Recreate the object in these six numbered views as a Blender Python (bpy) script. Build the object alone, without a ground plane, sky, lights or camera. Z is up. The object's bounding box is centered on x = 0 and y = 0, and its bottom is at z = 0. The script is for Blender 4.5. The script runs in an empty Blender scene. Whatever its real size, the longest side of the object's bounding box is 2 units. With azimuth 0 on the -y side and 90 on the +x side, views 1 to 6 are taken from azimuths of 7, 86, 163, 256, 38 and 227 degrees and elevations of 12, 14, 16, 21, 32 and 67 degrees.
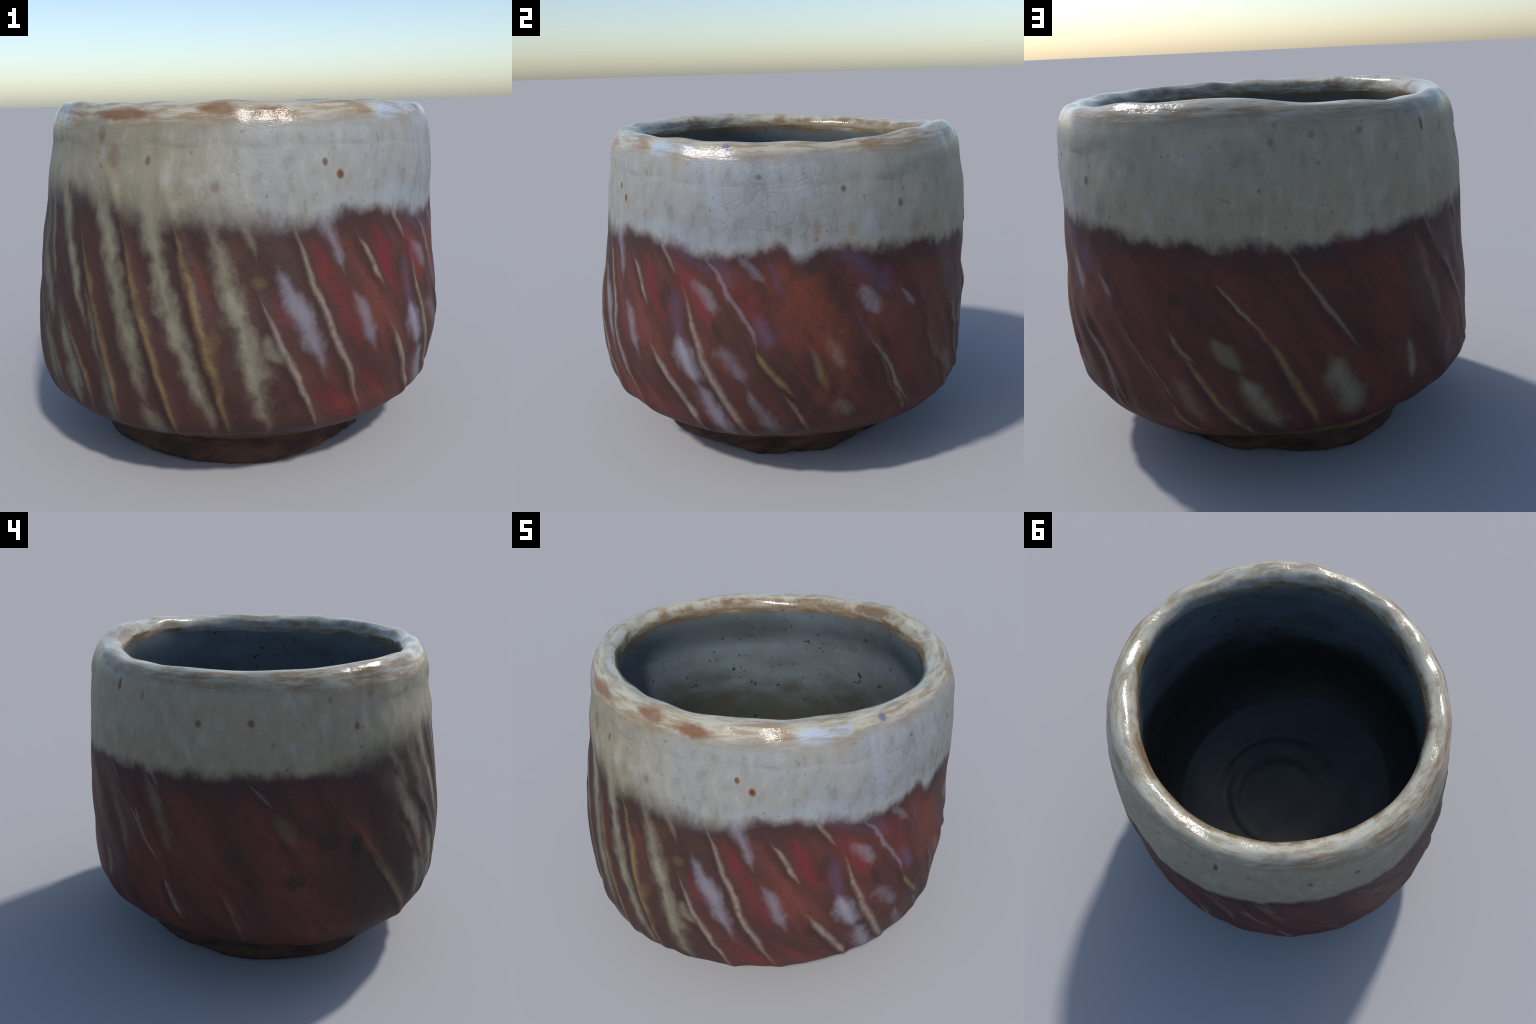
"""Hand-thrown tea bowl: thick rounded rim, pale ash-glaze band over a copper-red
body with slanting carved flutes whose ridges break ochre, small rough foot ring."""
import bpy, math
import numpy as np

rng = np.random.default_rng(7)
TAU = 2 * math.pi
N_AROUND = 720

# ------------------------------------------------------------------ shape ---
# Azimuth 0 faces -y and 90 faces +x (degrees).
# Outer wall: height, mean radius, then lobes 1..5 as (amplitude in mm, azimuth of crest).
WALL_SECTIONS = [
    (0.13, 0.655, [(9.0, 150), (6.0, -76), (4.0, 38), (3.5, 36), (1.0, -20)]),
    (0.15, 0.698, [(10.0, 177), (12.0, -80), (7.0, 35), (5.8, 38), (2.2, -13)]),
    (0.20, 0.793, [(4.0, 190), (20.0, -77), (8.0, 36), (8.4, 41), (5.0, -13)]),
    (0.25, 0.872, [(4.4, 5), (19.6, -66), (6.0, 44), (4.5, 38), (5.3, -12)]),
    (0.30, 0.930, [(1.8, -24), (12.2, -57), (3.5, 29), (1.1, -41), (3.0, -3)]),
    (0.35, 0.958, [(5.9, -135), (11.8, -65), (4.7, 17), (0.5, -16), (2.2, 2)]),
    (0.40, 0.968, [(7.8, -123), (13.7, -70), (4.8, 15), (0.9, -17), (2.2, 7)]),
    (0.50, 0.976, [(2.2, 16), (9.5, -81), (3.2, 45), (1.0, 23), (3.6, 11)]),
    (0.60, 0.980, [(5.2, 73), (7.4, -84), (2.2, -55), (1.8, 39), (3.4, 9)]),
    (0.70, 0.981, [(7.0, 124), (5.9, -74), (0.6, -8), (1.8, 35), (1.7, 4)]),
    (0.80, 0.973, [(11.2, 153), (6.0, -64), (0.5, -46), (0.7, 22), (1.1, -10)]),
    (0.90, 0.962, [(16.5, 160), (5.0, -73), (3.3, -48), (1.3, 16), (1.4, -28)]),
    (1.00, 0.954, [(26.4, 159), (4.9, -72), (3.3, -56), (1.2, 9), (1.1, -33)]),
    (1.10, 0.945, [(37.3, 156), (5.2, -71), (1.5, 17), (1.5, 22), (2.1, -21)]),
    (1.20, 0.937, [(43.9, 153), (5.4, -82), (3.6, 20), (1.2, 35), (2.9, -16)]),
    (1.30, 0.930, [(45.9, 148), (5.8, -86), (3.6, 28), (1.4, -31), (3.4, -13)]),
    (1.40, 0.913, [(48.8, 142), (8.5, 82), (6.8, 32), (1.9, -13), (3.6, -21)]),
    (1.50, 0.899, [(48.8, 142), (8.5, 82), (6.8, 32), (1.9, -13), (3.6, -21)]),
]
# Fuller and flatter places of the lower belly: (azimuth, offset), strongest near z = 0.45.
BELLY = [(0, .008), (30, -.003), (55, -.007), (90, -.004), (128, -.014), (150, .000), (175, .009),
         (220, .016), (250, .012), (275, .009), (300, .004), (335, .008)]
# Underside just above the foot, which sags on one side and is undercut on the other.
UNDERSIDE = [(0, .0), (120, .0), (165, .010), (192, .050), (210, .030), (225, -.015), (245, -.060), (270, -.050), (300, .0)]
# Pushed-in and pushed-out places of the upper wall.
UPPER = [(0, .0), (30, -.002), (60, .010), (85, .014), (110, .008), (140, -.006), (170, .0), (205, .010), (245, .0), (280, -.003), (310, -.003)]
# Uneven rim: (azimuth, height of the crest) and (azimuth, radius of the opening).
RIM_CREST = [(0, 1.612), (20, 1.605), (40, 1.605), (60, 1.592), (90, 1.580), (110, 1.586),
             (130, 1.604), (155, 1.612), (175, 1.592), (190, 1.577), (215, 1.577), (235, 1.588),
             (255, 1.598), (275, 1.612), (300, 1.622), (330, 1.612)]
# Share of the lip that lies outside the crest: a folded, inward-sloping stretch on one side.
RIM_FOLD = [(0, .44), (36, .43), (46, .50), (70, .51), (100, .49), (130, .47), (180, .46), (270, .44), (320, .46)]
RIM_OPENING = [(0, .720), (20, .745), (40, .760), (60, .764), (80, .792), (95, .820), (110, .826),
               (130, .803), (147, .783), (167, .787), (186, .778), (200, .772), (215, .760),
               (235, .748), (260, .746), (280, .742), (297, .724), (315, .715), (337, .702)]
# Well: (height, radius) from below the lip down to the floor, and a thrown ring on the floor.
WELL_WALL = [(1.30, .800), (1.15, .804), (1.00, .809), (0.85, .817), (0.70, .827), (0.58, .830), (0.48, .816), (0.40, .788),
             (0.34, .750), (0.285, .690)]
WELL_FLOOR = [(0.245, .610), (0.216, .510), (0.200, .440), (0.194, .405), (0.188, .370), (0.182, .320), (0.173, .220), (0.165, .10), (0.164, .0)]
# Foot: (azimuth, lift of the ragged lower edge, outer radius).
FOOT_EDGE = [(0, .000, .640), (20, .004, .650), (42, .022, .640), (62, .030, .640), (75, .000, .625),
             (92, .006, .610), (106, .004, .625), (126, .030, .615), (147, .004, .612), (160, .012, .600),
             (175, .000, .640), (190, .000, .676), (212, .004, .678), (228, .010, .665), (245, .000, .672),
             (270, .000, .668), (284, .002, .688), (302, .010, .690), (318, .014, .670), (335, .006, .650)]

# ---------------------------------------------------- slanting glaze runs ---
# (z top, z bottom, azimuth top, azimuth middle, azimuth bottom, half width top, half width bottom, strength)
OCHRE_RIDGES = [
    (1.10, .36, -37, -29.0, -24, .016, .016, .85), (1.10, .22, -22, -13.5, -7, .018, .012, .95),
    (1.12, .32, -7, -0.5, 4.5, .017, .018, .95), (.84, .34, -47, -37.5, -33, .012, .013, .75),
    (.80, .38, -57, -50.0, -44, .010, .010, .5),
    (.72, .52, 92.5, 95, 97.5, .012, .020, .9), (.71, .50, 79, 83.0, 88.5, .011, .018, .9),
    (.72, .50, 128, 131.0, 136, .008, .008, .6), (.78, .32, 160.5, 168.5, 174.5, .010, .019, .95),
    (.66, .26, 143.5, 150.5, 161, .009, .017, .95), (.45, .32, 117.5, 119.5, 121.5, .008, .009, .7),
    (.44, .25, 138.5, 142, 150, .008, .012, .7), (1.14, 1.07, 163, 166, 169, .012, .012, .6),
    (.76, .28, -74, -64.5, -56, .010, .014, .85), (.58, .32, -116, -111.5, -109, .009, .008, .45),
    (.79, .68, -60, -58, -56, .014, .010, .5)]
BEIGE_RIDGES = [
    (.83, .30, 14, 20.5, 27, .013, .012, .85), (1.10, .36, 22.5, 30, 39, .012, .013, .85),
    (1.06, .86, 40, 43.5, 46.5, .011, .011, .85), (1.16, 1.02, 51.5, 54.5, 57, .011, .009, .6),
    (.92, .27, 60, 66.5, 76.5, .011, .023, .9), (.66, .29, 49, 55.5, 62, .018, .016, .95),
    (.50, .30, 86, 89.5, 92.5, .010, .010, .5), (.70, .40, 110, 116, 120, .012, .012, .9),
    (.70, .42, 111, 114, 118, .008, .008, .3), (.70, .34, 111.5, 116.5, 123.5, .008, .010, .5),
    (1.08, .64, 168, 176, 185, .008, .011, .6), (.94, .76, 152.5, 157, 161.5, .008, .009, .7),
    (.74, .62, 141, 143, 146, .010, .012, .7), (.92, .68, -147, -141, -135.5, .008, .008, .6),
    (.60, .42, -133, -130.5, -127.5, .009, .012, .65), (1.12, 1.02, -109, -106, -103, .009, .011, .4),
    (.92, .76, -145, -142.5, -140, .007, .007, .45), (.60, .43, 133, 136.5, 140, .006, .006, .4),
    (1.20, 1.00, -158, -154.5, -151, .011, .010, .4), (1.20, 1.04, -141, -138, -136, .010, .010, .4),
    (1.14, .86, -53, -50, -47, .010, .010, .5)]
GREY_RUNS = [
    (1.38, .74, -50, -42.5, -34.5, .036, .022, .9), (1.38, .44, -34.5, -23.5, -16, .030, .040, .95),
    (1.34, .34, -18, -8.5, .5, .038, .030, .95), (1.16, .34, 1, 8, 14, .026, .048, .95),
    (.76, .34, -46, -41, -39.5, .044, .038, .75), (1.30, .90, -58, -53, -49, .020, .018, .6), (.60, .30, -29, -27, -26, .024, .030, .45),
    (1.30, 1.02, 5, 9, 12, .026, .016, .5), (.86, .56, -34, -31, -29, .014, .018, .45), (.62, .40, -52, -49, -47, .022, .022, .5), (.42, .26, -17, -14.5, -13, .030, .030, .5),
    (.62, .34, 178, 181, 183.5, .042, .042, .7), (.56, .33, 157.5, 161, 165, .036, .046, .75),
    (.72, .58, 151, 154, 157, .036, .030, .45), (.61, .44, -160, -159, -159, .020, .024, .75),
    (.54, .36, 140, 143, 147, .036, .036, .35), (1.04, .64, -158, -152, -147, .026, .022, .35),
    (1.12, .74, -141, -136, -131, .026, .024, .4), (1.08, .68, -63, -56, -51, .032, .034, .6),
    (.66, .36, -55, -52, -50, .030, .030, .5), (.98, .82, -101, -98.5, -96, .034, .030, .25),
    (.72, .60, 14.5, 15.5, 18, .030, .034, .5), (1.25, 1.0, -66, -61, -58, .022, .026, .45),
    (.46, .36, 100, 102, 104, .030, .026, .35), (.76, .60, 97, 99, 101, .024, .026, .4)]
LILAC_RUNS = [
    (.96, .54, 18.5, 23.5, 28.5, .030, .030, .7), (1.18, .94, 29.5, 32, 34.5, .030, .018, .55),
    (.84, .60, 37.5, 40.5, 43, .026, .030, .55), (.74, .52, 57.5, 60, 62.5, .038, .044, 1.0),
    (.55, .25, 62.5, 66, 70.5, .034, .046, .75), (.52, .28, 77, 80.5, 84, .024, .040, .5),
    (.72, .56, 70.5, 73, 76, .036, .030, .4), (1.12, 1.00, 75, 78, 81, .016, .026, .35),
    (1.00, .86, 62.5, 65.5, 68, .034, .034, .45), (.98, .84, 106.5, 109, 111, .034, .036, .75),
    (.93, .84, 118, 121, 123, .016, .018, .65), (1.09, .74, 67, 74, 78.5, .012, .012, .5)]
PURPLE_RUNS = [
    (1.16, .90, 101, 108, 117, .066, .060, .75), (.86, .72, 79.5, 81, 82, .034, .032, .85),
    (1.12, .92, 82.5, 84.5, 86.5, .013, .014, .6), (.88, .70, 104.5, 107, 110, .014, .012, .5),
    (1.16, 1.04, 56, 61, 66, .05, .04, .5), (.96, .66, 55.5, 57, 58.5, .024, .030, .6),
    (1.12, .98, 68, 71, 74, .030, .030, .4)]
RED_RUNS = [
    (1.08, .86, 26, 29, 32.5, .030, .034, .8), (.92, .62, 31, 34.5, 38, .040, .044, .75),
    (1.10, .78, 44.5, 49, 53, .040, .036, 1.0), (.48, .28, 28.5, 34, 40, .055, .060, .8),
    (.50, .36, 41, 44, 46, .030, .032, .7), (.88, .72, 16.5, 18.5, 21, .026, .030, .6),
    (1.02, .78, -2.5, .5, 2.5, .024, .024, .5), (1.12, .80, 57, 62, 67, .046, .036, .9),
    (1.12, .74, 72, 77, 82, .046, .040, .85), (1.14, .62, 86, 92, 98, .085, .100, 1.0),
    (.90, .70, -97, -93, -90, .050, .060, .9), (.96, .74, -82, -76, -72, .060, .050, .9),
    (.86, .64, -170, -166, -163, .060, .055, .6), (1.00, .50, -110, -104, -98, .07, .09, .4),
    (1.04, .60, -126, -119, -111, .06, .09, .4), (1.04, .60, 134, 141, 148, .07, .08, .4),
    (.80, .30, 108, 114, 120, .08, .08, .35)]
# (azimuth, height, half width, half height, strength)
GREEN_BLOTS = [(-96, .655, .062, .048, .9), (-87, .84, .060, .050, .8), (-78.5, .80, .030, .075, .95),
               (142, .87, .030, .036, .6), (146.5, .78, .040, .05, .4), (-113, .74, .05, .07, .3),
               (53, .90, .022, .07, .45), (69, .80, .034, .06, .5), (109.5, .915, .03, .05, .4)]
OCHRE_BLOTS = [(13, .92, .036, .026, .55), (2, .70, .028, .05, .45), (7, 1.04, .05, .06, .2),
               (101, .78, .014, .014, .6), (-32, .84, .02, .08, .35)]
IRON_SPOTS = [(31, 1.37, .014, .017, .9), (35, 1.32, .018, .022, 1.0), (-15, 1.39, .016, .024, .7),
              (-26, 1.40, .050, .050, .45), (-45, 1.27, .012, .028, .6), (3, 1.29, .020, .022, .4),
              (81, 1.45, .012, .014, .6), (102, 1.39, .014, .016, .75), (118, 1.31, .016, .020, .7),
              (-153, 1.475, .015, .036, 1.0), (166, 1.46, .014, .016, .5), (167, 1.52, .012, .014, .5),
              (175, 1.48, .015, .018, .5), (-173, 1.48, .015, .018, .55), (163, 1.29, .010, .012, .5),
              (-124, 1.37, .018, .020, .85), (-109, 1.39, .018, .020, .9), (-78, 1.36, .018, .020, .85),
              (-143, 1.45, .013, .026, .5), (-55, 1.47, .014, .018, .6), (-87, 1.49, .014, .016, .5),
              (-31, 1.49, .030, .040, .45), (-73, 1.52, .030, .050, .5), (-99, 1.19, .010, .010, .5),
              (-103, 1.30, .012, .012, .35), (47, 1.45, .008, .014, .3), (-163, 1.36, .010, .018, .35)]
TAN_SMUDGES = [(95, 1.22, .022, .055, .7), (83, 1.26, .016, .050, .6), (104, 1.22, .02, .04, .5),
               (59, 1.50, .060, .050, .4), (88, 1.18, .016, .016, .5), (84, 1.54, .10, .03, .4),
               (128, 1.55, .12, .035, .6), (-70, 1.54, .09, .03, .6), (148, 1.55, .10, .02, .3)]
PALE_RUNS = [(1.56, 1.18, 67.5, 69, 72, .020, .030, .75), (1.47, 1.34, 90.5, 92, 94, .030, .026, .55),
             (1.30, 1.16, 107, 109, 111, .060, .050, .55), (1.26, 1.12, 52, 60, 72, .17, .15, .55),
             (1.46, 1.34, 147, 147, 146, .040, .032, .35), (1.26, 1.14, 82, 84, 86, .035, .035, .4),
             (1.22, 1.10, 27, 28, 30, .040, .020, .4)]
RIM_BROWN = [(-25, 1.568, .19, .026, .9), (4, 1.582, .10, .030, .8), (19, 1.560, .10, .028, 1.0),
             (18.5, 1.553, .040, .024, .9), (44, 1.565, .05, .018, .5)]
RIM_PAINTED_FLASH = [(52, 1.556, .085, .034, .85), (59, 1.564, .07, .022, .6)]  # blue flash reflections on the rim shoulder, painted as colour blots
RIM_PAINTED_FLASH_DOT = [(72, 1.566, .022, .014, .75)]
# lower edge of the pale glaze band: (azimuth, height)
BAND_EDGE = [(-180, 1.08), (-166, 1.10), (-150, 1.12), (-137, 1.13), (-120, 1.145), (-100, 1.165),
             (-82, 1.18), (-68, 1.225), (-48, 1.25), (-31, 1.23), (-17, 1.19), (0, 1.175), (16, 1.165),
             (27, 1.15), (39, 1.185), (50, 1.165), (60, 1.14), (74, 1.115), (85, 1.155), (91, 1.115),
             (97, 1.15), (109, 1.135), (124, 1.13), (137, 1.11), (160, 1.09), (180, 1.08)]


def periodic(table, az, col=1):
    """Smooth periodic curve through control points given by azimuth."""
    a = np.array([t[0] for t in table], float)
    v = np.array([t[col] for t in table], float)
    a3 = np.concatenate([a - 360, a, a + 360])
    v3 = np.concatenate([v, v, v])
    return hermite(a3, v3, np.asarray(az, float) % 360)


def hermite(xs, ys, x):
    """Monotone-ish cubic (Catmull-Rom tangents) through the columns of ys."""
    ys = np.asarray(ys, float)
    flat = ys.ndim == 1
    if flat:
        ys = ys[:, None]
    xs = np.asarray(xs, float)
    m = np.gradient(ys, xs, axis=0)
    i = np.clip(np.searchsorted(xs, x) - 1, 0, len(xs) - 2)
    h = xs[i + 1] - xs[i]
    t = ((x - xs[i]) / h)[:, None]
    h = h[:, None]
    r = ((2 * t**3 - 3 * t**2 + 1) * ys[i] + (t**3 - 2 * t**2 + t) * h * m[i]
         + (-2 * t**3 + 3 * t**2) * ys[i + 1] + (t**3 - t**2) * h * m[i + 1])
    return r[:, 0] if flat else r


AZ = np.arange(N_AROUND) * 360.0 / N_AROUND
AZR = np.radians(AZ)


def wall_section(mean, lobes):
    r = np.full(N_AROUND, mean)
    for k, (amp, crest) in enumerate(lobes, 1):
        r += amp * 1e-3 * np.cos(k * (AZR - math.radians(crest)))
    return r


WALL_Z = np.array([s[0] for s in WALL_SECTIONS])
WALL_R = np.stack([wall_section(s[1], s[2]) for s in WALL_SECTIONS])


def wall_radius(z):
    return hermite(WALL_Z, WALL_R, np.atleast_1d(np.asarray(z, float)))


def lobed_noise(freqs, seed, n=6):
    """Sum of random waves on the (azimuth, height) cylinder."""
    g = np.random.default_rng(seed)
    waves = [(int(g.integers(freqs[0], freqs[1] + 1)), g.uniform(-1, 1), g.uniform(0, TAU)) for _ in range(n)]
    return lambda az, z, kz: sum(np.sin(k * az + s * kz * z + p) for k, s, p in waves) / math.sqrt(n)


rim_creases = lobed_noise((2, 14), 21, 14)
soft_lumps = lobed_noise((3, 8), 3, 8)
small_lumps = lobed_noise((9, 22), 5, 12)
fine_lumps = lobed_noise((24, 60), 11, 16)


def wrap(d):
    return (d + 180) % 360 - 180


def relief(z):
    """Carved flutes: raised ridges along the glaze lines, shallow hollows between."""
    out = np.zeros(N_AROUND)
    for z1, z0, a1, am, a0, w1, w0, s in OCHRE_RIDGES + BEIGE_RIDGES:
        t = (z1 - z) / (z1 - z0)
        if not -0.35 < t < 1.25:
            continue
        c = a1 + (a0 - a1) * t + 4 * (am - (a0 + a1) / 2) * t * (1 - t)
        fade = np.clip((t + .35) / .35, 0, 1) * np.clip((1.25 - t) / .25, 0, 1)
        d = np.radians(wrap(AZ - c)) * .96
        out += s * fade * (0.0080 * np.exp(-(d / .024)**2) - 0.0055 * np.exp(-((d - .060) / .046)**2)
                           - 0.0020 * np.exp(-((d + .055) / .035)**2))
    below = np.clip((1.16 - z) / .12, 0, 1)
    # faceted paring marks running down to the right
    slant = AZR - (1.0 - z) * .62
    out += below * .0035 * np.sin(23 * slant + 1.3 * np.sin(3 * AZR)) * np.sin(2 * AZR + 1)
    return out


def build_rows():
    """Rings from under the foot, up the outside, over the rim and down into the well."""
    rows = []           # (region, radius array, z array)
    crest = periodic(RIM_CREST, AZ) + .003 * small_lumps(AZR, 0, 1)
    opening = periodic(RIM_OPENING, AZ) - .012 + .002 * small_lumps(AZR, 1, 1)
    lift = np.clip(periodic(FOOT_EDGE, AZ, 1), 0, 1) + np.clip(.012 * small_lumps(AZR, 0, 1) - .006, 0, 1) + np.clip(.003 * fine_lumps(AZR, 0, 1) - .001, 0, 1)
    foot_r = periodic(FOOT_EDGE, AZ, 2) + .005 * small_lumps(AZR, .3, 1)
    one = np.ones(N_AROUND)

    # --- foot: recessed underside, ring, short rough side
    for r, z in ((.001, .075), (.15, .075), (.30, .074), (.42, .070), (.455, .062), (.470, .040)):
        rows.append(("foot", r * one, z * one + (0 if r < .4 else 0.3 * lift)))
    for f, dz in ((.0, .012), (.12, .003), (.4, .0), (.75, .0), (.93, .003), (1.0, .012)):
        rows.append(("foot", .478 + (foot_r - .478) * f, lift + dz))
    base_r = wall_radius(WALL_Z[0])[0]
    waist = np.minimum(foot_r, base_r) - .006 + .35 * np.clip(base_r - foot_r, 0, 1)
    for f in np.linspace(.12, 1, 12):
        z = lift + .012 + (.112 - lift - .012) * f
        g = f**1.6
        bulge = foot_r * (1 - g) + waist * g + .008 * small_lumps(AZR - f * .22, f * .1, 12) * math.sin(math.pi * (.25 + .75 * f))
        rows.append(("foot", bulge, z))
    # --- outer wall
    shoulder = crest - .170
    belly = periodic(BELLY, AZ)
    underside = periodic(UNDERSIDE, AZ)
    upper = periodic(UPPER, AZ)
    n = 170
    for i in range(n + 1):
        f = i / n
        z = WALL_Z[0] + (shoulder - WALL_Z[0]) * f
        zm = float(z.mean())
        r = wall_radius(zm)[0] + relief(zm)
        r = r + upper * math.exp(-((zm - 1.42) / .16)**2)
        r = r + underside * math.exp(-((zm - .165) / .028)**2)
        r = r + belly * math.exp(-((zm - .45) / .17)**2)
        r = r + .0025 * soft_lumps(AZR, zm, 5) + .0020 * small_lumps(AZR, zm, 12) + .0006 * fine_lumps(AZR, zm, 50)
        rows.append(("outer_wall", r, z))
    # --- rim: thick rounded roll
    out_r = rows[-1][1]
    fold = periodic(RIM_FOLD, AZ)
    top_r = opening + (out_r - opening) * fold
    lip_drop = .066 + .25 * np.clip(fold - .46, 0, 1)
    m = 30
    for i in range(1, m + 1):
        a = (i / m) * math.pi / 2
        e = 1.0
        r = top_r + (out_r - top_r) * math.cos(a)**e
        z = shoulder + .170 * math.sin(a)**e
        wob = .0020 * small_lumps(AZR, 1.5 + a * .1, 20) + .0022 * rim_creases(AZR, a, 9) * (a / 1.57)
        s = math.sin(a)
        rows.append(("rim", r + wob * (1 - s), z + wob * s))
    m = 24
    for i in range(1, m + 1):
        a = (i / m) * math.pi / 2
        r = top_r - (top_r - opening) * math.sin(a)**.88
        z = crest - lip_drop * (1 - math.cos(a))
        s = math.cos(a)
        wob = .0020 * small_lumps(AZR, 1.657 + a * .1, 20) + .0022 * rim_creases(AZR, 1.571 + a, 9)
        rows.append(("rim", r - wob * (1 - s) * .6, z + wob * s))
    # --- well
    lip_z = rows[-1][2]
    wz = np.array([w[0] for w in WELL_WALL][::-1])
    wr = np.array([w[1] for w in WELL_WALL][::-1])
    low = wz[0]
    n = 90
    for i in range(1, n + 1):
        f = i / n
        z = lip_z + (low - lip_z) * f
        zm = float(z.mean())
        t = min(max((zm - 1.27) / .24, 0), 1)
        up = t * t * (3 - 2 * t)
        round_r = float(hermite(wz, wr, np.array([min(zm, 1.30)]))[0]) - .018 * np.cos(AZR - math.radians(315))
        low_part = min(max((.95 - zm) / .4, 0), 1)
        round_r = round_r + low_part * (.010 + .018 * np.cos(AZR - math.radians(315)) + .016 * np.cos(AZR - math.radians(285)) + .006 * np.cos(2 * AZR) + .030 * np.exp(3 * (np.cos(AZR - math.radians(5)) - 1))) + (1 - low_part) * .012 * np.cos(AZR - math.radians(195))
        r = opening * up + round_r * (1 - up) + .002 * soft_lumps(AZR, zm, 4)
        rows.append(("well", r, z))
    last = rows[-1][1]
    fz = np.array([low] + [w[0] for w in WELL_FLOOR])
    fr = np.array([float(last.mean())] + [w[1] for w in WELL_FLOOR])
    path = np.linspace(0, len(fz) - 1, 56)[1:]
    for p in path:
        r = float(hermite(np.arange(len(fr)), fr, np.array([p]))[0])
        z = float(hermite(np.arange(len(fz)), fz, np.array([p]))[0])
        keep = max(0., (r - .45) / (last.mean() - .45))
        off = .030 * math.exp(-((r - .40) / .09)**2)
        swirl = .0022 * math.exp(-((r - .36) / .12)**2) * np.sin(r * 40 - AZR) * (1 + np.cos(AZR - 1.6)) + .005 * math.exp(-((r - .40) / .12)**2) * np.sin(AZR - 1.2)
        rows.append(("well", np.maximum(r + (last - last.mean()) * keep + off * np.cos(AZR - .6), .0008), z * one + swirl))
    return rows


# -------------------------------------------------------------- materials ---
class Nodes:
    """Thin helper for writing node expressions."""

    def __init__(self, tree):
        self.t = tree

    def new(self, kind, **props):
        n = self.t.nodes.new(kind)
        for k, v in props.items():
            setattr(n, k, v)
        return n

    def put(self, socket, value):
        if isinstance(value, bpy.types.NodeSocket):
            self.t.links.new(value, socket)
        elif value is not None:
            socket.default_value = value

    def math(self, op, a, b=None, c=None, clamp=False):
        if op == "MULTIPLY" and (isinstance(a, float) and a == 0 or isinstance(b, float) and b == 0):
            return 0.0
        n = self.new("ShaderNodeMath", operation=op, use_clamp=clamp)
        for i, v in enumerate((a, b, c)):
            self.put(n.inputs[i], v)
        return n.outputs[0]

    def smooth(self, v, lo, hi, to_lo=0.0, to_hi=1.0):
        n = self.new("ShaderNodeMapRange", interpolation_type="SMOOTHSTEP")
        for i, x in enumerate((v, lo, hi, to_lo, to_hi)):
            self.put(n.inputs[i], x)
        return n.outputs[0]

    def mix(self, fac, a, b):
        if isinstance(fac, float) and fac == 0:
            return a
        n = self.new("ShaderNodeMix", data_type="RGBA")
        self.put(n.inputs[0], fac)
        for s, v in ((n.inputs[6], a), (n.inputs[7], b)):
            self.put(s, (*v, 1) if isinstance(v, tuple) and len(v) == 3 else v)
        return n.outputs[2]

    def noise(self, vec, scale, detail=4.0, rough=.55, distort=0.0):
        n = self.new("ShaderNodeTexNoise")
        self.put(n.inputs["Vector"], vec)
        n.inputs["Scale"].default_value = scale
        n.inputs["Detail"].default_value = detail
        n.inputs["Roughness"].default_value = rough
        n.inputs["Distortion"].default_value = distort
        return n.outputs[0]

    def vec(self, x, y, z):
        n = self.new("ShaderNodeCombineXYZ")
        for s, v in zip(n.inputs, (x, y, z)):
            self.put(s, v)
        return n.outputs[0]

    def scaled(self, v, sx, sy, sz):
        n = self.new("ShaderNodeMapping")
        self.put(n.inputs["Vector"], v)
        n.inputs["Scale"].default_value = (sx, sy, sz)
        return n.outputs[0]


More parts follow.
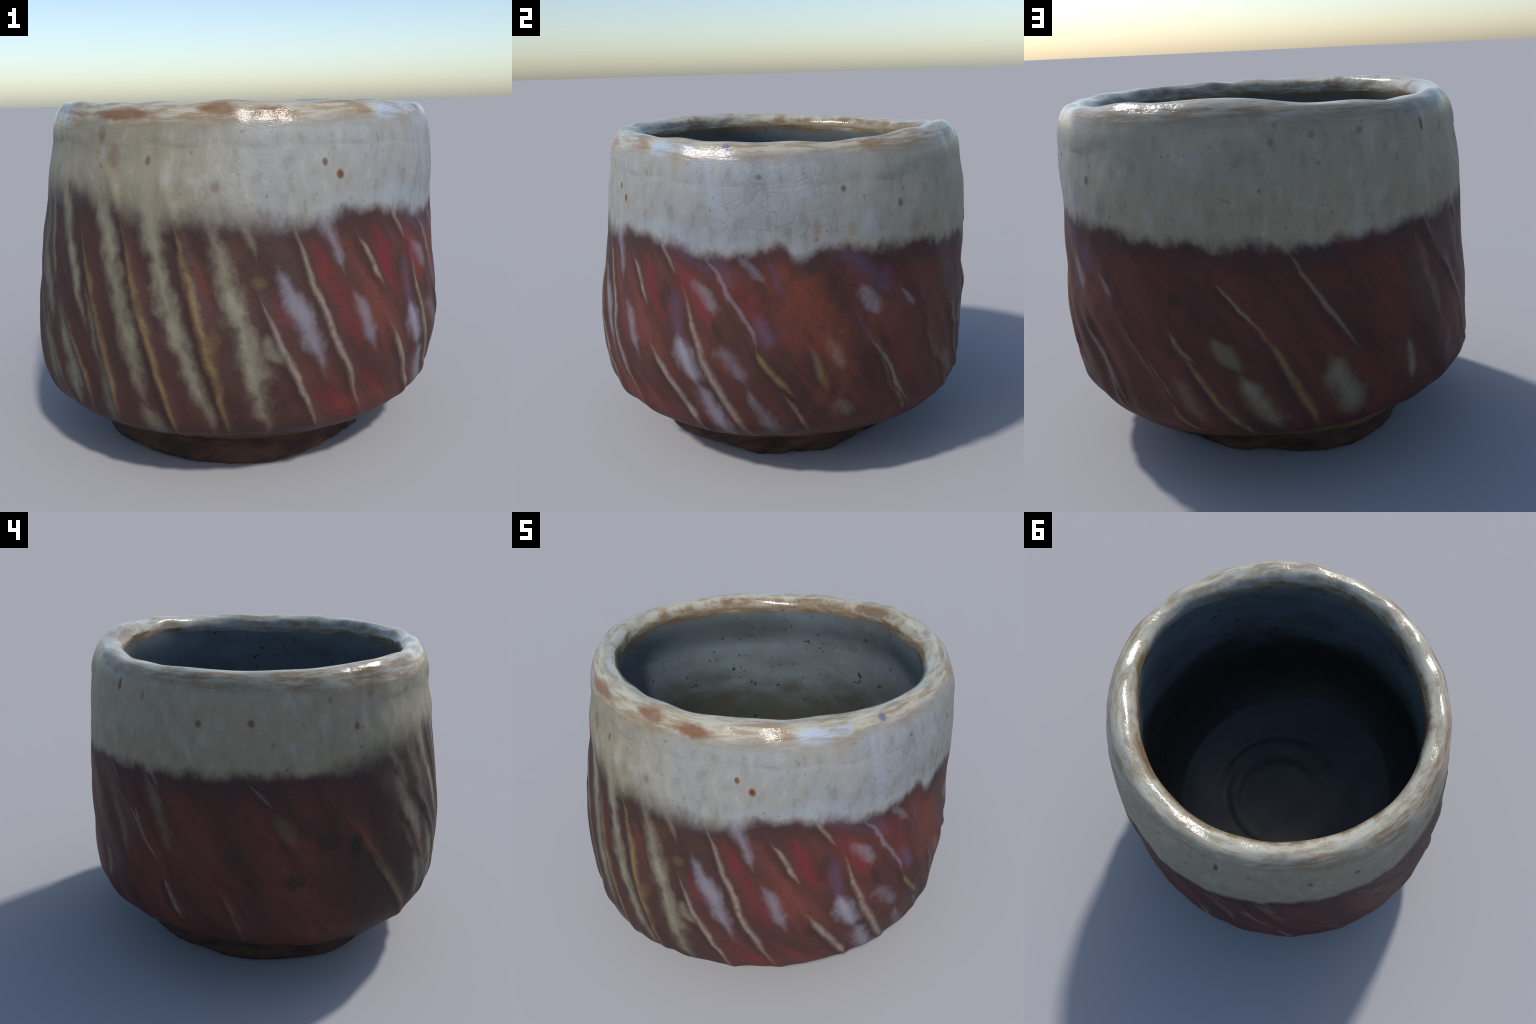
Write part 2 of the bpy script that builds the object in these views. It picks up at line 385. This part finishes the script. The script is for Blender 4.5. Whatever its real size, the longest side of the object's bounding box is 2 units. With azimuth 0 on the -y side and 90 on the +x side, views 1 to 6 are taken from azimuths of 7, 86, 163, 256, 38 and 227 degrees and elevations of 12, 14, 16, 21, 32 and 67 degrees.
class Bowl(Nodes):
    """Shared coordinates of the bowl: azimuth, height, slanted grain."""

    def __init__(self, name, centre=0.0, half=180.0):
        self.centre, self.half = centre, half
        self.mat = bpy.data.materials.new(name)
        self.mat.use_nodes = True
        super().__init__(self.mat.node_tree)
        self.t.nodes.clear()
        self.pos = self.new("ShaderNodeTexCoord").outputs["Object"]
        sep = self.new("ShaderNodeSeparateXYZ")
        self.put(sep.inputs[0], self.pos)
        self.x, self.y, self.z = sep.outputs
        self.az = self.math("DEGREES", self.math("ARCTAN2", self.x, self.math("MULTIPLY", self.y, -1.0)))
        # azimuth measured from the middle of this sector of the wall
        self.local = self.math("WRAP", self.math("SUBTRACT", self.az, centre), 180.0, -180.0)
        rot = self.new("ShaderNodeVectorRotate", rotation_type="Z_AXIS")
        self.put(rot.inputs["Vector"], self.pos)
        self.put(rot.inputs["Angle"], self.math("MULTIPLY", self.z, .62))
        self.slant = self.scaled(rot.outputs[0], 1, 1, .28)
        self.edge = self.math("SUBTRACT", self.noise(self.scaled(self.pos, 1, 1, .7), 26, 5, .62), .5)
        self.edge1 = self.math("MULTIPLY_ADD", self.edge, .9, 1.0)
        puff = self.math("SUBTRACT", self.noise(self.scaled(self.pos, 1, 1, .75), 11, 5, .6), .5)
        self.cloud = self.math("MULTIPLY_ADD", puff, 1.9, self.math("MULTIPLY_ADD", self.edge, .25, 1.0))
        self.edge2 = self.math("MULTIPLY", self.edge, .16)
        self.edge3 = self.math("MULTIPLY", self.edge, .9)
        wob = self.math("SUBTRACT", self.noise(self.pos, 7, 3, .5), .5)
        self.az_wob = self.math("MULTIPLY_ADD", wob, 3.2, self.az)
        self.local_wob = self.math("MULTIPLY_ADD", wob, 4.5, self.local)
        self.local_ridge = self.math("MULTIPLY_ADD", wob, 2.6, self.local)

    def run(self, az, cloud, soft, z1, z0, a1, am, a0, w1, w0, s):
        """Soft-edged run of glaze along a slanting, slightly bowed line."""
        k = 1.0 / (z1 - z0)
        bow = 4 * (am - (a0 + a1) / 2)
        t = self.math("MULTIPLY_ADD", self.z, -k, z1 * k)
        c = self.math("MULTIPLY_ADD", t, -bow, a0 - a1 + bow)
        c = self.math("MULTIPLY_ADD", c, t, a1)
        d = self.math("MULTIPLY", self.math("ABSOLUTE", self.math("SUBTRACT", az, c)), math.radians(.96))
        w = self.math("MAXIMUM", self.math("MULTIPLY_ADD", t, w0 - w1, w1), .002)
        te = self.math("ADD", t, self.edge2)
        tip = self.math("MULTIPLY", self.smooth(te, -.26, .30), self.smooth(te, 1.26, .70))
        q = self.math("SUBTRACT", self.math("MULTIPLY", tip, cloud), self.math("DIVIDE", d, w))
        return self.smooth(q, 0.0, soft, 0.0, s)

    def blot(self, edge, ca, cz, wa, wz, s):
        """Soft oval blot at (azimuth, height)."""
        f = math.radians(.95) / wa
        d = self.math("MULTIPLY_ADD", self.local, f, -ca * f)
        e = self.math("MULTIPLY_ADD", self.z, 1 / wz, -cz / wz)
        q = self.math("SQRT", self.math("MULTIPLY_ADD", d, d, self.math("MULTIPLY", e, e)))
        return self.math("MULTIPLY", self.smooth(self.math("ADD", q, edge), 1.25, .45), s)

    def near(self, lo, hi, width):
        """Shift of an azimuth range into this sector, or None if it lies elsewhere."""
        reach = self.half + math.degrees(width / .95) * 1.6 + 3
        shift = wrap((lo + hi) / 2 - self.centre) - (lo + hi) / 2
        return shift if lo + shift < reach and hi + shift > -reach else None

    def runs(self, table, wob=True, widen=2.0, shift=0.0, soft=1.15):
        kind = (self.local_wob, self.cloud, soft) if wob else (self.local_ridge, self.edge1, soft)
        total = None
        for z1, z0, a1, am, a0, w1, w0, s in table:
            k = self.near(min(a1, am, a0), max(a1, am, a0), max(w1, w0) * widen)
            if k is None:
                continue
            k += shift
            m = self.run(*kind, z1, z0, a1 + k, am + k, a0 + k, w1 * widen, w0 * widen, s)
            total = m if total is None else self.math("MAXIMUM", total, m)
        return total if total is not None else 0.0

    def blots(self, table):
        total = None
        for a, z, wa, wz, s in table:
            k = self.near(a, a, wa)
            if k is None:
                continue
            m = self.blot(self.edge3, a + k, z, wa, wz, s)
            total = m if total is None else self.math("MAXIMUM", total, m)
        return total if total is not None else 0.0

    def around(self, table):
        """Periodic float curve over azimuth (values given as heights)."""
        lo = min(v for _, v in table)
        hi = max(v for _, v in table)
        n = self.new("ShaderNodeFloatCurve")
        c = n.mapping.curves[0]
        pts = [((a + 180) / 360, (v - lo) / (hi - lo)) for a, v in table]
        c.points[0].location = pts[0]
        c.points[1].location = pts[-1]
        for p in pts[1:-1]:
            c.points.new(*p)
        n.mapping.update()
        self.put(n.inputs["Value"], self.math("DIVIDE", self.math("ADD", self.az, 180.0), 360.0))
        return self.math("MULTIPLY_ADD", n.outputs[0], hi - lo, lo)

    def finish(self, color, rough, bump=None, strength=.2, distance=.004, spec=.5, coat=0.0):
        b = self.new("ShaderNodeBsdfPrincipled")
        self.put(b.inputs["Base Color"], color)
        self.put(b.inputs["Roughness"], rough)
        self.put(b.inputs["Specular IOR Level"], spec)
        b.inputs["Coat Weight"].default_value = coat
        b.inputs["Coat Roughness"].default_value = .15
        if bump is not None:
            k = self.new("ShaderNodeBump")
            k.inputs["Strength"].default_value = strength
            k.inputs["Distance"].default_value = distance
            self.put(k.inputs["Height"], bump)
            self.put(b.inputs["Normal"], k.outputs[0])
        o = self.new("ShaderNodeOutputMaterial")
        self.put(o.inputs[0], b.outputs[0])
        return self.mat


N_SECTORS = 15


def outer_glaze(sector):
    """One sector of the outer glaze; all sectors share the same rules and meet seamlessly."""
    m = Bowl("ash_and_copper_red_glaze", (sector + .5) * 360 / N_SECTORS, 180 / N_SECTORS)
    # --- copper red body
    n1 = m.noise(m.slant, 4.2, 5, .55)
    n2 = m.noise(m.slant, 11, 5, .6)
    grain = m.noise(m.pos, 60, 4, .6)
    edge_z = m.around(BAND_EDGE)
    drip = m.math("SUBTRACT", m.noise(m.scaled(m.pos, 1, 1, .7), 7.5, 5, .6), .5)
    h = m.math("SUBTRACT", m.z, edge_z)
    h = m.math("ADD", h, m.math("MULTIPLY", drip, .15))
    h = m.math("ADD", h, m.math("MULTIPLY", m.edge, .035))
    cool = m.smooth(m.math("ABSOLUTE", m.math("WRAP", m.math("SUBTRACT", m.az_wob, 58.0), 180.0, -180.0)), 75.0, 25.0)
    warm = m.smooth(m.math("ABSOLUTE", m.math("WRAP", m.math("ADD", m.az_wob, 28.0), 180.0, -180.0)), 68.0, 42.0)
    body = m.mix(m.smooth(n1, .36, .66), (.056, .024, .020), (.102, .032, .025))
    body = m.mix(m.math("MULTIPLY", warm, .75), body, (.038, .022, .019))
    body = m.mix(m.math("MULTIPLY", m.smooth(n2, .48, .70), .55), body, (.027, .016, .015))
    red = m.runs(RED_RUNS)
    crimson = m.smooth(m.math("ABSOLUTE", m.math("WRAP", m.math("SUBTRACT", m.az_wob, 42.0), 180.0, -180.0)), 48.0, 22.0)
    red_col = m.mix(crimson, (.128, .035, .021), (.128, .019, .024))
    body = m.mix(m.math("MULTIPLY", red, m.smooth(n2, .30, .58, .4, .95)), body, red_col)
    body = m.mix(m.smooth(grain, .50, .70, 0, .35), body, (.024, .015, .015))
    flank = m.runs(OCHRE_RIDGES + BEIGE_RIDGES, False, 4.5, -1.7, 1.0)
    body = m.mix(m.math("MULTIPLY", flank, m.smooth(n1, .30, .60, .45, .80)), body, (.031, .018, .017))
    lip_dark = m.math("MULTIPLY", m.smooth(h, -.13, -.04), m.smooth(h, .03, -.02))
    body = m.mix(m.math("MULTIPLY", lip_dark, .6), body, (.035, .021, .022))
    body = m.mix(m.math("MULTIPLY", m.runs(PURPLE_RUNS), .85), body, (.080, .050, .092))
    mott = m.smooth(m.noise(m.pos, 38, 4, .65), .40, .62, .55, 1.0)
    body = m.mix(m.math("MULTIPLY", m.blots(GREEN_BLOTS), mott), body, (.016, .019, .013))
    body = m.mix(m.math("MULTIPLY", m.blots(OCHRE_BLOTS), .8), body, (.100, .062, .022))
    cloudy = m.smooth(n2, .25, .60, .65, 1.0)
    body = m.mix(m.math("MULTIPLY", m.runs(GREY_RUNS, widen=2.15), cloudy), body, (.186, .172, .124))
    body = m.mix(m.math("MULTIPLY", m.runs(LILAC_RUNS), cloudy), body, (.200, .186, .225))
    worn = m.smooth(m.noise(m.pos, 16, 3, .6), .30, .55, .5, 1.0)
    body = m.mix(m.math("MULTIPLY", m.runs(BEIGE_RIDGES, False), worn), body, (.205, .162, .135))
    body = m.mix(m.math("MULTIPLY", m.runs(OCHRE_RIDGES, False), worn), body, (.158, .106, .048))
    # --- pale ash band
    v1 = m.noise(m.scaled(m.pos, 1, 1, .6), 4, 4, .55)
    v2 = m.noise(m.scaled(m.pos, 1, 1, .55), 20, 5, .6)
    band = m.mix(m.smooth(v1, .35, .65), (.222, .203, .146), (.262, .239, .176))
    band = m.mix(m.math("MULTIPLY", m.smooth(m.math("ABSOLUTE", m.math("WRAP", m.math("ADD", m.az_wob, 75.0), 180.0, -180.0)), 105.0, 55.0), .8), band, (.205, .180, .122))
    band = m.mix(m.math("MULTIPLY", cool, m.smooth(v1, .30, .62, .5, 1.0)), band, (.212, .225, .236))
    band = m.mix(m.smooth(v2, .50, .70, 0, .38), band, (.300, .305, .300))
    band = m.mix(m.smooth(v2, .48, .32, 0, .38), band, (.120, .117, .098))
    band = m.mix(m.math("MULTIPLY", m.runs(PALE_RUNS), .7), band, (.250, .285, .345))
    band = m.mix(m.math("MULTIPLY", m.blots(TAN_SMUDGES), .7), band, (.200, .135, .070))
    crack = m.new("ShaderNodeTexVoronoi", feature="DISTANCE_TO_EDGE")
    m.put(crack.inputs["Vector"], m.pos)
    crack.inputs["Scale"].default_value = 17
    crackle_zone = m.smooth(m.math("ABSOLUTE", m.math("WRAP", m.math("SUBTRACT", m.az, 84.0), 180.0, -180.0)), 22.0, 10.0)
    crackle_zone = m.math("MULTIPLY", crackle_zone, m.math("MULTIPLY", m.smooth(m.z, 1.15, 1.22), m.smooth(m.z, 1.54, 1.46)))
    crackle = m.math("MULTIPLY", m.smooth(crack.outputs["Distance"], .06, .0), crackle_zone)
    band = m.mix(m.math("MULTIPLY", crackle, .22), band, (.11, .11, .11))
    spots = m.noise(m.pos, 30, 2, .5)
    band = m.mix(m.smooth(spots, .66, .76, 0, .5), band, (.085, .070, .045))
    band = m.mix(m.blots(IRON_SPOTS), band, (.100, .037, .009))
    # --- edge of the band: drips slightly, greyed mauve at the seam
    color = m.mix(m.smooth(h, m.math("MULTIPLY_ADD", warm, -.040, -.034), m.math("MULTIPLY_ADD", warm, .045, .040)), body, band)
    # --- rim breaks: rusty brown shoulder and lip, glassy cream crest
    out = m.math("SUBTRACT", m.math("SQRT", m.math("MULTIPLY_ADD", m.x, m.x, m.math("MULTIPLY", m.y, m.y))), .905)
    lean = m.math("COSINE", m.math("RADIANS", m.math("SUBTRACT", m.az, 142.0)))
    out = m.math("MULTIPLY_ADD", lean, -.049, out)          # 0 at the shoulder, -.07 on the crest
    rim_vec = m.vec(m.math("MULTIPLY", m.x, 3.2), m.math("MULTIPLY", m.y, 3.2), m.math("MULTIPLY", m.math("SUBTRACT", m.z, out), 14.0))
    rn = m.noise(rim_vec, 1.0, 5, .6)
    rn2 = m.noise(rim_vec, 2.6, 5, .65)
    patch = m.smooth(m.noise(m.pos, 2.2, 3, .55), .42, .60, .35, 1.0)
    shake = m.math("MULTIPLY", m.math("SUBTRACT", rn, .5), .08)
    o = m.math("ADD", out, shake)
    zz = m.math("ADD", m.z, shake)
    on_rim = m.smooth(zz, 1.49, 1.54)
    crest_col = m.mix(m.smooth(rn2, .38, .60), (.270, .232, .160), (.385, .375, .310))
    color = m.mix(m.math("MULTIPLY", on_rim, m.smooth(zz, 1.53, 1.57, .1, .95)), color, crest_col)
    rust = m.math("MULTIPLY", m.math("MULTIPLY", on_rim, patch), m.smooth(o, -.075, -.045))
    color = m.mix(m.math("MULTIPLY", rust, m.smooth(rn2, .36, .62, .85, .35)), color, (.180, .104, .040))
    lip = m.smooth(o, -.125, -.150)
    color = m.mix(m.math("MULTIPLY", lip, m.smooth(rn2, .38, .62, .85, .35)), color, (.135, .080, .034))
    outside = m.smooth(out, -.085, -.060)
    color = m.mix(m.math("MULTIPLY", m.math("MULTIPLY", m.blots(RIM_BROWN), .9), outside), color, (.140, .058, .020))
    color = m.mix(m.math("MULTIPLY", m.math("MULTIPLY", m.blots(RIM_PAINTED_FLASH), m.smooth(rn2, .35, .60, .35, .85)), outside), color, (.290, .370, .500))
    color = m.mix(m.math("MULTIPLY", m.blots(RIM_PAINTED_FLASH_DOT), outside), color, (.060, .070, .200))
    gloss = m.smooth(m.z, 1.46, 1.56, .55, .13)
    bump = m.math("ADD", m.math("MULTIPLY", v2, .6), m.math("MULTIPLY", grain, .3))
    bump = m.math("ADD", bump, m.math("MULTIPLY", m.math("MULTIPLY", rn2, on_rim), 1.6))
    rough_zone = m.smooth(m.math("ABSOLUTE", m.math("SUBTRACT", m.az_wob, 8.0)), 26.0, 8.0)
    rough_zone = m.math("MULTIPLY", rough_zone, m.smooth(m.z, 1.53, 1.46))
    bump = m.math("ADD", bump, m.math("MULTIPLY", m.math("MULTIPLY", m.noise(m.pos, 42, 3, .6), rough_zone), 1.1))
    bump = m.math("SUBTRACT", bump, m.math("MULTIPLY", crackle, .22))
    return m.finish(color, gloss, bump, .35, .007, spec=m.smooth(m.z, 1.10, 1.56, .18, .55))


def well_glaze():
    m = Bowl("blue_grey_well_glaze")
    v1 = m.noise(m.scaled(m.pos, 1, 1, 2.0), 2.5, 4, .5)
    v2 = m.noise(m.pos, 14, 5, .6)
    color = m.mix(m.smooth(v1, .35, .65), (.096, .114, .120), (.122, .150, .165))
    color = m.mix(m.smooth(v2, .50, .72, 0, .35), color, (.150, .190, .210))
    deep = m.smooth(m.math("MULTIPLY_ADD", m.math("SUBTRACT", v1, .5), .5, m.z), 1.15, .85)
    color = m.mix(m.math("MULTIPLY", deep, .8), color, (.038, .038, .028))  # lower well darkened in the base colour for the shade inside the bowl
    color = m.mix(m.smooth(m.noise(m.pos, 30, 2, .5), .66, .73, 0, .85), color, (.014, .013, .011))
    color = m.mix(m.smooth(m.noise(m.pos, 3.1, 3, .6), .60, .76, 0, .6), color, (.070, .052, .030))
    rim_vec = m.vec(m.math("MULTIPLY", m.x, 4.0), m.math("MULTIPLY", m.y, 4.0), m.math("MULTIPLY", m.z, 16.0))
    rn = m.noise(rim_vec, 1.0, 5, .6)
    rz = m.math("ADD", m.z, m.math("MULTIPLY", m.math("SUBTRACT", rn, .5), .10))
    color = m.mix(m.math("MULTIPLY", m.smooth(rz, 1.47, 1.54), m.smooth(m.noise(m.pos, 3.5, 4, .6), .35, .60, .45, .95)), color, (.120, .072, .032))
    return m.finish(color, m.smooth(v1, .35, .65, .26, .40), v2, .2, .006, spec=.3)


def foot_clay():
    m = Bowl("shade_darkened_foot_clay")
    v1 = m.noise(m.scaled(m.pos, 1, 1, 2.5), 6, 5, .6)
    v2 = m.noise(m.pos, 30, 4, .6)
    color = m.mix(m.smooth(v1, .38, .64), (.030, .015, .012), (.064, .033, .021))  # clay tones lowered to carry the occlusion shadow under the belly
    color = m.mix(m.smooth(m.noise(m.scaled(m.pos, 1, 1, 4), 4, 4, .6), .56, .70, 0, .6), color, (.055, .024, .019))
    return m.finish(color, .7, v2, .4, .008, spec=.2)


# ------------------------------------------------------------------ build ---
def build():
    rows = build_rows()
    regions = [r[0] for r in rows]
    radius = np.stack([r[1] for r in rows])
    height = np.stack([r[2] for r in rows])
    nr = len(rows)
    co = np.empty((nr, N_AROUND, 3))
    co[..., 0] = radius * np.sin(AZR)
    co[..., 1] = -radius * np.cos(AZR)
    co[..., 2] = height - height.min()

    # normals of the whole body, so that the seams between parts stay invisible
    du = np.roll(co, -1, 1) - np.roll(co, 1, 1)
    dv = np.gradient(co, axis=0)
    nrm = np.cross(du, dv)
    nrm /= np.maximum(np.linalg.norm(nrm, axis=-1, keepdims=True), 1e-9)
    nrm[0] = (0, 0, -1)
    nrm[-1] = (0, 0, 1)

    root = bpy.data.objects.new("tea_bowl", None)
    root["label"] = "squat hand-thrown tea bowl, grey ash band over streaked copper red"
    root["category"] = "tea bowl"
    bpy.context.scene.collection.objects.link(root)

    outer = [outer_glaze(i) for i in range(N_SECTORS)]
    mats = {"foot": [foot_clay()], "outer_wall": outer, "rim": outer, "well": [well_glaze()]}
    names = {"foot": "foot_ring", "outer_wall": "outer_wall", "rim": "rim", "well": "inner_well"}
    for region in ("foot", "outer_wall", "rim", "well"):
        ids = [i for i, g in enumerate(regions) if g == region]
        a, b = ids[0], ids[-1]
        if region != "well":
            b += 1                      # share the border ring with the next part
        sub = co[a:b + 1].reshape(-1, 3)
        n = N_AROUND
        k = np.arange(b - a)[:, None] * n
        j = np.arange(n)[None, :]
        j2 = (j + 1) % n
        quads = np.stack([k + j, k + j2, k + n + j2, k + n + j], -1).reshape(-1, 4)
        me = bpy.data.meshes.new(names[region])
        me.from_pydata(sub.tolist(), [], quads.tolist())
        for mat in mats[region]:
            me.materials.append(mat)
        if len(mats[region]) > 1:
            col = np.tile(np.arange(n) * N_SECTORS // n, b - a)
            me.polygons.foreach_set("material_index", col.astype(np.int32))
        me.polygons.foreach_set("use_smooth", [True] * len(me.polygons))
        me.normals_split_custom_set_from_vertices(nrm[a:b + 1].reshape(-1, 3).tolist())
        me.update()
        ob = bpy.data.objects.new(names[region], me)
        ob.parent = root
        bpy.context.scene.collection.objects.link(ob)


build()
